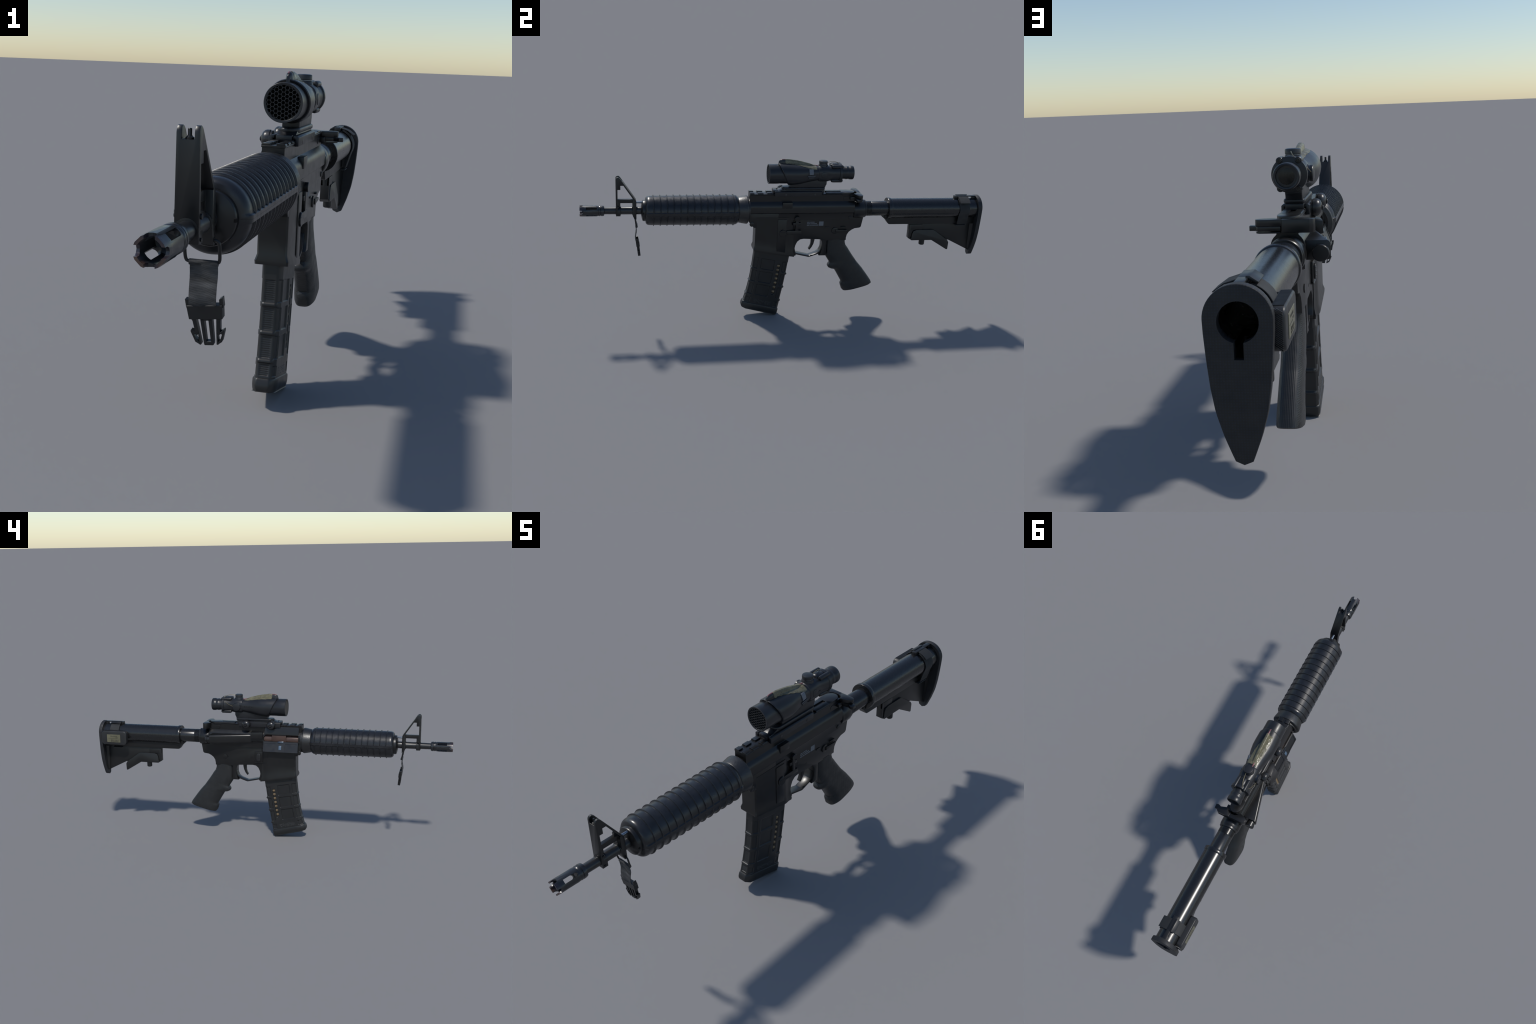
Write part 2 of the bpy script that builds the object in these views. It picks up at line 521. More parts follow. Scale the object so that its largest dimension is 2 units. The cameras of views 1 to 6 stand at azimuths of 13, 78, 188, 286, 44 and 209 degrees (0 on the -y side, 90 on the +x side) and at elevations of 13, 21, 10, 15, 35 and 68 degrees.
# ------------------------------------------------------------------ handguard
RIB0, PITCH, NRIB = -.6565, .0320, 13
def guard_radius(y):
    base = .0706 + .0016 * (y + .69) / .43
    front, rear = -.6945, -.2490
    if y < -.672:
        u = min(1.0, (-.672 - y) / .0225)
        base = .0505 + (base - .0505) * (1 - u ** 2.5) ** (1 / 2.5)
    if y > -.264:
        u = (y + .264) / .015
        base -= .0085 * u ** 1.5
    return base
def rib_height(y):
    d = min(abs(y - (RIB0 + PITCH * i)) for i in range(NRIB))
    return .0042 * float(1 - sstep(.0011, .0029, d))
def guard_half(sign):
    ys = set(np.round(np.linspace(-.6945, -.672, 14), 5)) | set(np.round(np.linspace(-.264, -.249, 7), 5))
    for i in range(NRIB):
        c = RIB0 + PITCH * i
        for d in (-.016, -.010, -.0045, -.0030, -.0025, -.0020, -.0015, -.0010, 0, .0010, .0015, .0020, .0025, .0030, .0045, .010):
            ys.add(round(c + d, 5))
    ys = sorted(y for y in ys if y <= -.249 and y >= -.6945)
    rings = []
    nt = 56
    for y in ys:
        r0, rb = guard_radius(y), rib_height(y)
        row = []
        for i in range(nt + 1):
            # angle measured from the seam on +x over the crown (or keel) to the seam on -x
            t = math.pi * i / nt
            t = t + .10 * math.sin(2 * t) * -1     # crowd samples towards the seam
            r = r0
            edge = r0 * math.sin(t)               # height above the seam plane
            strip = 1 - float(sstep(.0075, .0088, edge))
            r = r0 + rb * (1 - strip)
            x, h = r * math.cos(t), r * math.sin(t)
            if strip > 0 and r0 > .058:
                x = math.copysign(max(abs(x), abs(x) * (1 - strip) + (r0 + .0030) * strip), x)
            row.append((x, y, B + sign * (h + .0001)))
        inner = [(x * .045 / r0 if r0 else 0, y, B + sign * max(.0003, abs(z - B) * .045 / r0)) for x, yy, z in reversed(row)]
        rings.append(row + inner)
    return loft("handguard_shell", rings, M_GUARD, root, smooth=38)
guard_half(1)
guard_half(-1)
cap = lathe("handguard_cap", [(-.7150, .0165), (-.7140, .0240), (-.7115, .0360), (-.7088, .0460), (-.7078, .0488), (-.7060, .0502), (-.7030, .0509), (-.6935, .0516), (-.6880, .0516)], M_STEEL, root, c=(0, 0, B), n=64)
box("cap_dark_block", .0460, .0514, -.7095, -.7030, B - .0035, B + .0035, M_DARK, cap, bevel=.0005, seg=1)  # small near-black block set where the notch would be; the cap itself is not cut
lathe("slip_ring", [(-.2500, .050), (-.2500, .0610), (-.2475, .0628), (-.2440, .0638), (-.2100, .0702), (-.2055, .0702), (-.2020, .0680), (-.2000, .0600),
                    (-.1990, .0560), (-.1930, .0560), (-.1930, .040)], M_RING, root, c=(0, 0, B), n=64)
lathe("barrel_nut", [(-.2035, .048), (-.2030, .0535), (-.1995, .0535), (-.1985, .0500), (-.1965, .0500), (-.1955, .0535), (-.1935, .0535), (-.193, .045)], M_STEEL, root, c=(0, 0, B), n=64)

# ------------------------------------------------------------------ upper receiver
RHW = .0270     # half width of the upper column that carries the rail
BUL = .0425     # half width of the round bolt housing
def upper_receiver():
    side = [(RHW, .6405), (RHW, .6065), (.0300, .6030), (.0345, .5985), (.0385, .5925), (.0412, .5855), (BUL, .5780), (BUL, .5520),
            (.0400, .5490), (.0370, .5475), (.0360, .5450), (.0360, .5140)]
    poly = side + [(-x, z) for x, z in reversed(side)]
    bm = bmesh.new()
    add_prism(bm, poly, -.1945, .3320, 'y')
    ob = finish("upper_receiver", bm, M_REC, root)
    cb = bmesh.new()      # ejection opening, rounded at its upper rear corner
    add_prism(cb, [(.0165, .5555), (.0165, .5740), (.0120, .5850), (.0040, .5915), (-.0060, .5935), (-.1780, .5935), (-.1780, .5555)], -.08, -.018, 'x')
    cut(ob, cb)
    cb = bmesh.new()      # rounded lower rear corner where the housing sweeps into the lower
    add_prism(cb, [(.3480, .5490), (.3480, .5000), (.3000, .5000), (.3080, .5140), (.3220, .5200), (.3300, .5330), (.3345, .5490)], -.08, .08, 'x')
    cut(ob, cb)
    resharp(ob, 28, bevel=.0008, seg=1, angle=45)
    return ob
upper = upper_receiver()
# sloping flat above the ejection opening
prism("port_flat", [(-.0262, .6360), (-.0285, .6360), (-.0436, .5950), (-.0436, .5925), (-.0262, .5925)], -.1800, .0120, M_REC, upper, axis='y', bevel=.0008, seg=1)
# rail: floor strip with flared edges, split teeth in front of and behind the mount
prism("rail_base", [(-.0270, .6390), (-.0292, .6415), (-.0292, .6427), (-.0270, .6443), (.0270, .6443), (.0292, .6427), (.0292, .6415), (.0270, .6390)],
      -.1945, .3000, M_REC, upper, axis='y', bevel=.0004, seg=1)
tooth_y = [(-.1943, -.1735), (-.1560, -.1290), (-.1100, -.0830), (.1640, .1700)]
tooth_master = None
for y0, y1 in tooth_y:
    for s in (-1, 1):
        pts = [(s * .0075, .6435), (s * .0288, .6435), (s * .0288, .6465), (s * .0262, .6497), (s * .0075, .6497)]
        prism("rail_tooth", pts, y0, y1, M_REC, upper, axis='y', bevel=.0006, seg=1)
for s in (-1, 1):
    prism("rail_strip", [(s * .0075, .6435), (s * .0288, .6435), (s * .0288, .6465), (s * .0262, .6497), (s * .0075, .6497)], .1860, .2700,
          M_REC, upper, axis='y', bevel=.0006, seg=1)
arc = [(.0285 * math.cos(a), .2980 + .0360 * math.sin(a)) for a in np.linspace(0, math.pi, 25)]
prism("rail_end", [(-.0285, .2640), (.0285, .2640)] + arc, .6350, .6499, M_REC, upper, axis='z', bevel=.0008, seg=2)
box("receiver_boss", .0255, .0450, -.0335, .0150, .5760, .6055, M_REC, upper, bevel=.0010)
prism("case_deflector", [(-.0250, .6080), (-.0330, .6080), (-.0655, .6050), (-.0655, .5700), (-.0250, .5620)], .0200, .0850, M_REC, upper, axis='y', bevel=.0010)
# taper the front of the deflector
d = [o for o in upper.children if o.name.startswith("case_deflector")][0]
for v in d.data.vertices:
    if v.co.y < .04 and v.co.x < -.05:
        v.co.x += .0120
# forward assist: fairing that widens rearwards, and its round button
def fairing(y, xo):
    return [(-.0250, y, .5880), (xo + .0085, y, .5880), (xo + .0035, y, .5860), (xo, y, .5805), (xo, y, .5470), (xo + .0040, y, .5400), (-.0250, y, .5385)]
loft("forward_assist", [fairing(.0850, -.0415), fairing(.1000, -.0440), fairing(.3130, -.1035)], M_REC, upper, bevel=.0010, seg=2)
lathe("assist_button", [(.305, .0190), (.3280, .0190), (.3290, .0212), (.3385, .0212), (.3405, .0195), (.3410, .012)], M_REC, upper, c=(-.0805, 0, .5600), n=40)
for s in (-1, 1):
    prism("handle_slot", round_rect(.2720, .3310, .6130, .6300, .0070), s * .0262, s * .0285, M_REC, upper, bevel=.0006, seg=1)
# bolt carrier seen through the opening
bolt = lathe("bolt_carrier", [(-.1775, .020), (-.1770, .0340), (-.1745, .0352), (-.1120, .0352), (-.1115, .0330), (-.1085, .0330)], M_COPPER, root, c=(-.002, 0, .5610), n=40)
lathe("bolt_tail", [(-.0300, .0330), (-.0275, .0330), (-.0270, .0352), (.0160, .0352), (.0170, .020)], M_COPPER, bolt, c=(-.002, 0, .5610), n=40)
box("bolt_cam_block", -.0385, .01, -.1090, -.0300, .545, .5905, M_COPPER, bolt, bevel=.0010)
# dust cover hanging open
def dust_cover():
    ob = bpy.data.objects
    M = Matrix.Translation((-.0470, 0, .5545)) @ Matrix.Rotation(math.radians(20), 4, 'Y')
    bm = bmesh.new()
    add_prism(bm, round_rect(-.1795, .0165, -.0575, .0, .005), -.0020, .0020, 'x')
    main = finish("dust_cover", bm, M_COVER, root, bevel=.0008, seg=1)
    for y0, y1 in ((-.0520, .0110), (-.1720, -.1070)):
        cb = bmesh.new()
        add_prism(cb, round_rect(y0, y1, -.0500, -.0090, .004), -.0100, -.0002, 'x')
        cut(main, cb)
    resharp(main, 30)
    main.data.transform(M)
    a = box("cover_latch", -.0052, -.0015, -.0970, -.0650, -.0070, .0030, M_LATCH, main, bevel=.0008)
    a.data.transform(M)
    t = box("cover_tag", -.0034, -.0015, -.0865, -.0720, -.0440, -.0210, M_BLUE, main, bevel=.0006)
    t.data.transform(M)
    lathe("cover_hinge", [(-.1920, .0028), (.0200, .0028)], M_STEEL, main, c=(-.0450, 0, .5535), n=14)
    lathe("hinge_pin_end", [(-.1960, .0034), (-.1915, .0034)], M_BRIGHT, main, c=(-.0450, 0, .5535), n=14)
    for y in (-.1855, .0170):
        box("hinge_lug", -.0480, -.034, y - .0045, y + .0045, .5460, .5590, M_REC, main)
dust_cover()

# charging handle
def charging_handle():
    left = [(.0100, .3620), (.0620, .3620), (.0710, .3580), (.0755, .3490), (.0735, .3410), (.0640, .3340), (.0420, .3260), (.0290, .3240), (.0260, .3340), (.0160, .3420), (.0100, .3432)]
    right = [(-.0705, .3500), (-.0660, .3580), (-.0580, .3620), (.0098, .3620), (.0098, .3432), (0, .3445), (-.0160, .3420), (-.0260, .3340), (-.0290, .3240), (-.0420, .3260), (-.0610, .3340), (-.0690, .3410)]
    ob = prism("charging_handle", right, .6140, .6465, M_REC, root, axis='z', bevel=.0010)
    prism("handle_arm", left, .6305, .6464, M_REC, ob, axis='z', bevel=.0010)
    box("latch_pivot", .0285, .0420, .3050, .3400, .6165, .6300, M_REC, ob)
    latch = [(.0125, .3600), (.0680, .3600), (.0740, .3540), (.0760, .3480), (.0905, .3470), (.0920, .3270), (.0800, .3240), (.0640, .3310), (.0400, .3250), (.0125, .3290)]
    prism("handle_latch", latch, .6180, .6300, M_REC, ob, axis='z', bevel=.0010)
    plate = [(.0125, .3620), (.0640, .3620), (.0720, .3560), (.0740, .3480), (.0640, .3340), (.0400, .3260), (.0125, .3300)]
    prism("handle_lip", plate, .6130, .6160, M_REC, ob, axis='z', bevel=.0008, seg=1)
    box("handle_shaft", -.0200, .0200, .2500, .3300, .6150, .6370, M_REC, ob)
charging_handle()

# ------------------------------------------------------------------ lower receiver
LHW = .0265
lower_side = [(-.0400, .5290), (.3050, .5290), (.3200, .5330), (.3340, .5490), (.3480, .5490), (.3870, .5330), (.3830, .5110), (.3765, .4720), (.3700, .4665), (.3440, .4630), (.3300, .4560), (.3160, .4450),
              (.3070, .4300), (.3040, .4130), (.3040, .4010), (.2050, .4010), (.2050, .3205), (.1690, .3205), (.1780, .3330), (.1830, .3520), (.1830, .3850), (.1790, .3990),
              (.1720, .4070), (.0860, .4110), (.0680, .4080), (.0540, .3960), (.0460, .3780), (.0430, .3620), (.0470, .3440), (.0520, .3330), (.0500, .3230), (.0380, .3200), (-.0400, .3350)]
lower = prism("lower_receiver", lower_side, -LHW, LHW, M_REC, root, bevel=.0016, seg=2)
def well_bottom(y):
    return .3545 - .176 * (y + .162)
def well_ring(z_of, grow=0.0, rear=0.0):
    plan = [(.0325, -.1620), (.0370, -.1580), (.0380, -.1530), (.0380, -.0100), (.0372, .0000), (.0345, .0110), (.0310, .0220), (.0290, .0330 + rear)]
    pts = []
    for x, y in plan:
        gy = -grow if y < -.15 else (grow if y > .03 else 0)
        pts.append((x + grow, y + gy))
    pts = pts + [(-x, y) for x, y in reversed(pts)]
    return [(x, y, z_of(y)) for x, y in pts]
well = loft("magazine_well", [well_ring(lambda y: .5290), well_ring(lambda y: .48), well_ring(lambda y: .42), well_ring(lambda y: well_bottom(y) + .0260), well_ring(lambda y: well_bottom(y) + .0100, .0048, .004),
                              well_ring(lambda y: well_bottom(y), .0040, .004)], M_REC, lower, smooth=28)
prism("pivot_lug", [(-.1940, .5475), (-.1940, .5030), (-.1870, .4950), (-.1700, .4760), (-.0500, .4760), (-.0500, .5475)], -.0372, .0372, M_REC, lower, bevel=.0012)
for s in (-1, 1):
    if s > 0:
        box("well_rib", .0370, .0405, -.0520, -.0080, .3400, .5175, M_REC, lower, bevel=.0010)
    lathe("receiver_pin", [(s * .0365, .0118), (s * .0392, .0118), (s * .0402, .0100)] if s > 0 else [(-.0402, .0100), (-.0392, .0118), (-.0365, .0118)],
          M_STEEL, lower, axis='x', c=(0, -.1810, .4950), n=28)
    lathe("receiver_pin", [(s * .0255, .0078), (s * .0380, .0078), (s * .0388, .0066)] if s > 0 else [(-.0388, .0066), (-.0380, .0078), (-.0255, .0078)],
          M_STEEL, lower, axis='x', c=(0, .3120, .5240), n=24)
    for py, pz in ((.0860, .4620), (.1350, .4370)):
        lathe("receiver_pin", [(s * .0255, .0042), (s * .0272, .0042)] if s > 0 else [(-.0272, .0042), (-.0255, .0042)], M_STEEL, lower, axis='x', c=(0, py, pz), n=16)
# left side controls
lathe("catch_button", [(.0370, .0185), (.0440, .0185), (.0456, .0172), (.0458, .0100)], M_REC, lower, axis='x', c=(0, -.0240, .4470), n=32)
box("catch_groove", .0440, .0466, -.0380, -.0100, .4535, .4550, M_REC, lower, bevel=.0004, seg=1)
prism("catch_lever", round_rect(-.0080, .0680, .4400, .4600, .0050), .0260, .0425, M_REC, lower, bevel=.0010)
paddle = lathe("bolt_catch", [(.0370, .0130), (.0462, .0130), (.0474, .0118), (.0474, .0080)], M_REC, lower, axis='x', c=(0, .0440, .5210), n=28)
box("catch_stem", .0260, .0420, .0370, .0520, .4560, .5140, M_REC, paddle)
box("catch_bracket", .0260, .0400, .0250, .0640, .4860, .5000, M_REC, paddle)
sel = lathe("selector", [(.0250, .0170), (.0300, .0165), (.0306, .0150)], M_REC, lower, axis='x', c=(0, .2430, .4530), n=28)
prism("selector_lever", [(.2450, .4610), (.2650, .4590), (.3030, .4580), (.3060, .4540), (.3030, .4495), (.2650, .4460), (.2450, .4440)], .0280, .0345, M_REC, sel, bevel=.0012)
box("selector_mark", .0255, .0295, .1900, .2130, .4690, .4740, M_REC, lower)
box("selector_mark", .0255, .0325, .2720, .2980, .4700, .4745, M_REC, lower)
# right side controls
lathe("selector_end", [(-.0300, .0090), (-.0294, .0118), (-.0250, .0120)], M_REC, lower, axis='x', c=(0, .2460, .4530), n=28)
box("selector_pointer", -.0285, -.0255, .2270, .2345, .4515, .4545, M_REC, lower, bevel=.0005, seg=1)
fence = prism("catch_fence", round_rect(.0260, .0720, .4270, .4900, .0060), -.0335, -.0255, M_REC, lower, bevel=.0014)
prism("magazine_release", round_rect(.0370, .0610, .4370, .4810, .0100), -.0390, -.0330, M_BARREL, fence, bevel=.0016)
for z in (.448, .459, .470):
    box("release_ridge", -.0400, -.0385, .0415, .0565, z - .0014, z + .0014, M_BARREL, fence, bevel=.0005, seg=1)
prism("fence_ridge", [(.0740, .4260), (.0200, .4260), (.0060, .4300), (.0060, .4340), (.0200, .4300), (.0740, .4300)], -.0345, -.0255, M_REC, lower, bevel=.0008, seg=1)
# trigger guard bow and trigger
bow_in = [(.0430, .3400), (.0520, .3335), (.1215, .3170), (.1580, .3300), (.1720, .3405), (.1790, .3550), (.1820, .3720)]
bow_out = [(.1905, .3700), (.1880, .3500), (.1780, .3340), (.1620, .3240), (.1230, .3110), (.1180, .3110), (.0520, .3260), (.0420, .3290)]
prism("trigger_guard", bow_in + bow_out, -.0185, .0185, M_REC, root, bevel=.0009)
trig = [(.1260, .4200), (.1480, .4200), (.1470, .3980), (.1430, .3780), (.1350, .3600), (.1240, .3450), (.1175, .3500), (.1250, .3640), (.1290, .3780), (.1290, .3950)]
prism("trigger", trig, -.0082, .0082, M_STEEL, root, bevel=.0020, seg=3)

# receiver end ring round the buffer tube
lathe("tube_ring", [(.3300, .030), (.3305, .0440), (.3340, .0465), (.3440, .0465), (.3450, .0470), (.3820, .0470), (.3850, .0455), (.3860, .040)], M_REC, root, c=(0, 0, B - .002), n=56)
lathe("castle_nut", [(.3850, .0380), (.3855, .0445), (.3930, .0445), (.3960, .0425), (.3965, .036)], M_STEEL, root, c=(0, 0, B), n=48)
prof = [(.38, .0375)]
for k in range(7):
    y = .3980 + k * .0040
    prof += [(y, .0363), (y + .0010, .0378), (y + .0025, .0378), (y + .0035, .0363)]
prof += [(.4270, .0372), (.5300, .0372), (.70, .0372)]
lathe("buffer_tube", prof, M_TUBE, root, c=(0, 0, B), n=56)

# ------------------------------------------------------------------ pistol grip
def pistol_grip():
    # front and back outline points per station, half width
    st = [((.2040, .4060), (.3040, .4060), .0270), ((.2040, .3800), (.3050, .3860), .0275), ((.2050, .3500), (.3100, .3700), .0285), ((.2060, .3220), (.3240, .3520), .0290),
          ((.2120, .3080), (.3300, .3420), .0292), ((.2230, .2910), (.3420, .3250), .0295), ((.2330, .2765), (.3520, .3110), .0297),
          ((.2300, .2700), (.3560, .3055), .0298), ((.2250, .2640), (.3600, .3000), .0300), ((.2240, .2560), (.3650, .2930), .0300), ((.2290, .2480), (.3700, .2860), .0301),
          ((.2420, .2420), (.3760, .2780), .0302), ((.2580, .2400), (.3790, .2740), .0303),
          ((.2640, .2330), (.3860, .2670), .0304), ((.2800, .2070), (0.4085, .2410), .0310), ((.2960, .1800), (0.4285, .2150), .0318), ((.3030, .1690), (0.4375, .2030), .0322),
          ((.3010, .1620), (0.4435, .1950), .0325), ((.2990, .1560), (0.4495, .1870), .0328), ((.3020, .1450), (0.4585, .1740), .0330), ((.3080, .1280), (.4640, .1620), .0330), ((.3160, .1200), (.4580, .1570), .0318), ((.3260, .1205), (.4520, .1560), .0290)]
    rings = []
    n = 48
    for (fy, fz), (by, bz), hw in st:
        row = []
        for i in range(n):
            t = 2 * math.pi * i / n
            c, s = math.cos(t), math.sin(t)
            e = 3.2
            u = .5 + .5 * math.copysign(abs(c) ** (2 / e), c)
            x = hw * math.copysign(abs(s) ** (2 / e), s)
            x *= .86 + .14 * float(sstep(0, .35, u))        # slimmer front strap
            row.append((x, fy + (by - fy) * u, fz + (bz - fz) * u))
        rings.append(row)
    g = loft("pistol_grip", rings, M_GRIP, root, smooth=40)
    return g
pistol_grip()

# ------------------------------------------------------------------ magazine
def magazine():
    S = np.array([0, .10, .30, .50, .70, .86, 1.0])
    F = np.array([(-.156, .372), (-.1595, .340), (-.1665, .265), (-.1760, .199), (-.1890, .133), (-.2035, .079), (-.2150, .048)])
    K = np.array([(.0210, .335), (.0165, .303), (.0070, .233), (-.0030, .165), (-.0175, .090), (-.0270, .036), (-.0330, -.001)])
    fy, fz = np.polyfit(S, F[:, 0], 4), np.polyfit(S, F[:, 1], 4)
    ky, kz = np.polyfit(S, K[:, 0], 4), np.polyfit(S, K[:, 1], 4)
    def P(s, t):
        a = np.array([np.polyval(fy, s), np.polyval(fz, s)])
        b = np.array([np.polyval(ky, s), np.polyval(kz, s)])
        return a + (b - a) * t
    # perimeter: front face, left side, back face, right side
    per = []
    def hx(t):       # half width: slanted front cheeks, then parallel sides
        return .0160 + .0105 * min(1.0, t / .115) ** .6
    side_t = list(np.linspace(.006, .20, 24)) + list(np.linspace(.215, .955, 56))
    for x in np.linspace(-.0150, .0150, 13): per.append(('f', 0.0, x))
    for t in side_t: per.append(('l', t, 1))
    for k in (.3, .7): per.append(('c', .955 + .045 * k, .0265 - .006 * k))
    for x in np.linspace(.0195, -.0195, 9): per.append(('b', 1.0, x))
    for k in (.7, .3): per.append(('c', .955 + .045 * k, -.0265 + .006 * k))
    for t in reversed(side_t): per.append(('r', t, -1))
    bars = [(.135, .150), (.315, .350), (.515, .550), (.715, .750)]
    def panel(s, t, s0, s1, t0, t1, soft_s=.006, soft_t=.010):
        return float((sstep(s0, s0 + soft_s, s) - sstep(s1 - soft_s, s1, s)) * (sstep(t0, t0 + soft_t, t) - sstep(t1 - soft_t, t1, t)))
    rows = np.unique(np.concatenate([np.linspace(0, .86, 216), np.linspace(.855, .875, 8)]))
    rings = []
    for s in rows:
        row = []
        nrm = P(s, 1) - P(s, 0)
        nrm /= np.linalg.norm(nrm)
        for tag, t, x in per:
            dx = dt = 0.0
            if tag in 'lr':
                rec = 0
                for (a0, a1), (b0, b1) in zip(bars, bars[1:]):
                    rec = max(rec, panel(s, t, a1, b0, .225, .620))
                    rec = max(rec, panel(s, t, a1, b0, .022, .155, .006, .012))
                    rec = max(rec, panel(s, t, a1, b0, .845, .950))
                rec = max(rec, panel(s, t, .765, .850, .022, .155) * .8)
                rec = max(rec, panel(s, t, .765, .850, .845, .950) * .5)
                win = panel(s, t, .195, .668, .702, .786, .010, .010)
                dx = -.0036 * rec - .0060 * win
                x = math.copysign(hx(t) + dx, x)
                if t < .06:
                    for b0, b1 in bars[1:]:
                        dt -= .0028 * panel(s, .5, b0, b1, 0, 1, .012) * (1 - t / .06)
            if tag == 'f':
                pad = 0
                for (a0, a1), (b0, b1) in list(zip(bars, bars[1:])) + [((.715, .750), (.850, .9))]:
                    pad = max(pad, panel(s, .5, a1 + .004, b0 - .004, 0, 1))
                edge = 1 - float(sstep(.0105, .0130, abs(x)))
                dt = .0018 * pad * edge - .0008 * pad * edge * (.5 + .5 * math.cos(s * 2 * math.pi * 66))
            if tag in 'fbc':
                for b0, b1 in bars[1:]:
                    k = panel(s, .5, b0, b1, 0, 1, .012)
                    if t < .5 or tag == 'f':
                        dt -= .0034 * k
                    else:
                        dt += .0042 * k
                if tag == 'b':
                    for (a0, a1), (b0, b1) in zip(bars, bars[1:]):
                        dt -= .0015 * panel(s, .5, a1, b0, 0, 1)
            p = P(s, t) + nrm * dt
            row.append((x, p[0], p[1]))
        rings.append(row)
    ob = loft("magazine", rings, M_POLY, root, smooth=35)
    # floor plate with flared nose
    rings = []
    for s, g in ((.862, .0005), (.868, .0030), (.880, .0042), (.930, .0040), (.965, .0026), (.990, -.0005), (1.0, -.004)):
        row = []
        base = [('f', 0.0, x) for x in np.linspace(-.0130, .0130, 7)] + [('l', t, .0258) for t in (.11, .3, .6, .9, .965)] + \
               [('b', 1.0, x) for x in (.0200, .01, 0, -.01, -.0200)] + [('r', t, -.0258) for t in (.965, .9, .6, .3, .11)]
        a, b = P(s, 0), P(s, 1)
        n2 = (b - a) / np.linalg.norm(b - a)
        for tag, t, x in base:
            p = a + (b - a) * t
            d = -g * 1.3 if tag == 'f' else (g * .6 if tag == 'b' else 0)
            p = p + n2 * d
            row.append((x + math.copysign(g if abs(x) > .001 else 0, x), p[0], p[1]))
        rings.append(row)
    fl = loft("floor_plate", rings, M_POLY, ob, smooth=35, bevel=.0008, seg=1, bevel_angle=40)
    zmin = min(v.co.z for v in fl.data.vertices)
    for v in fl.data.vertices:            # rest the lowest corner on the ground
        v.co.z -= zmin * float(sstep(.04, .0, v.co.z)) if zmin < 0 else 0
    # cartridges in the window
    for k in range(7):
        for s in (-1, 1):
            c = P(.228 + k * .0655, .742)
            d = P(.228 + k * .0655, .784) - P(.228 + k * .0655, .704)
            bm = bmesh.new()
            a, b = c - d * .46, c + d * .46
            e1 = Vector((0, d[0], d[1])).normalized()
            e2 = Vector((1, 0, 0)); e3 = e1.cross(e2)
            rr = [(-.47, .0080), (-.36, .0080), (-.32, .0070), (-.20, .0070), (-.16, .0082), (.47, .0082)]
            rings = []
            for q, r in rr:
                o = Vector((s * .0172, c[0] + d[0] * q, c[1] + d[1] * q))
                rings.append([tuple(o + (e2 * math.cos(w) + e3 * math.sin(w)) * r) for w in np.linspace(0, 2 * math.pi, 13)[:-1]])
            add_rings(bm, rings)
            finish("cartridge", bm, M_BRASS, ob)
    # moulded dot grid near the foot on both sides
    bm = bmesh.new()
    rnd = random.Random(3)
    for s in (-1, 1):
        for i in range(22):
            for j in range(5):
                if rnd.random() < .42:
                    continue
                p = P(.785 + j * .0125, .26 + i * .023)
                o = Vector((s * .0264, p[0], p[1]))
                r = .0014
                vs = [bm.verts.new(o + Vector((0, r * math.cos(a), r * math.sin(a)))) for a in np.linspace(0, 2 * math.pi, 7)[:-1]]
                tip = bm.verts.new(o + Vector((s * .0009, 0, 0)))
                for q in range(6):
                    bm.faces.new((vs[q], vs[(q + 1) % 6], tip))
    dots = finish("moulded_dots", bm, M_MUTED, ob, doubles=False)
    dots["kind"] = "stuff"
    return ob
magazine()

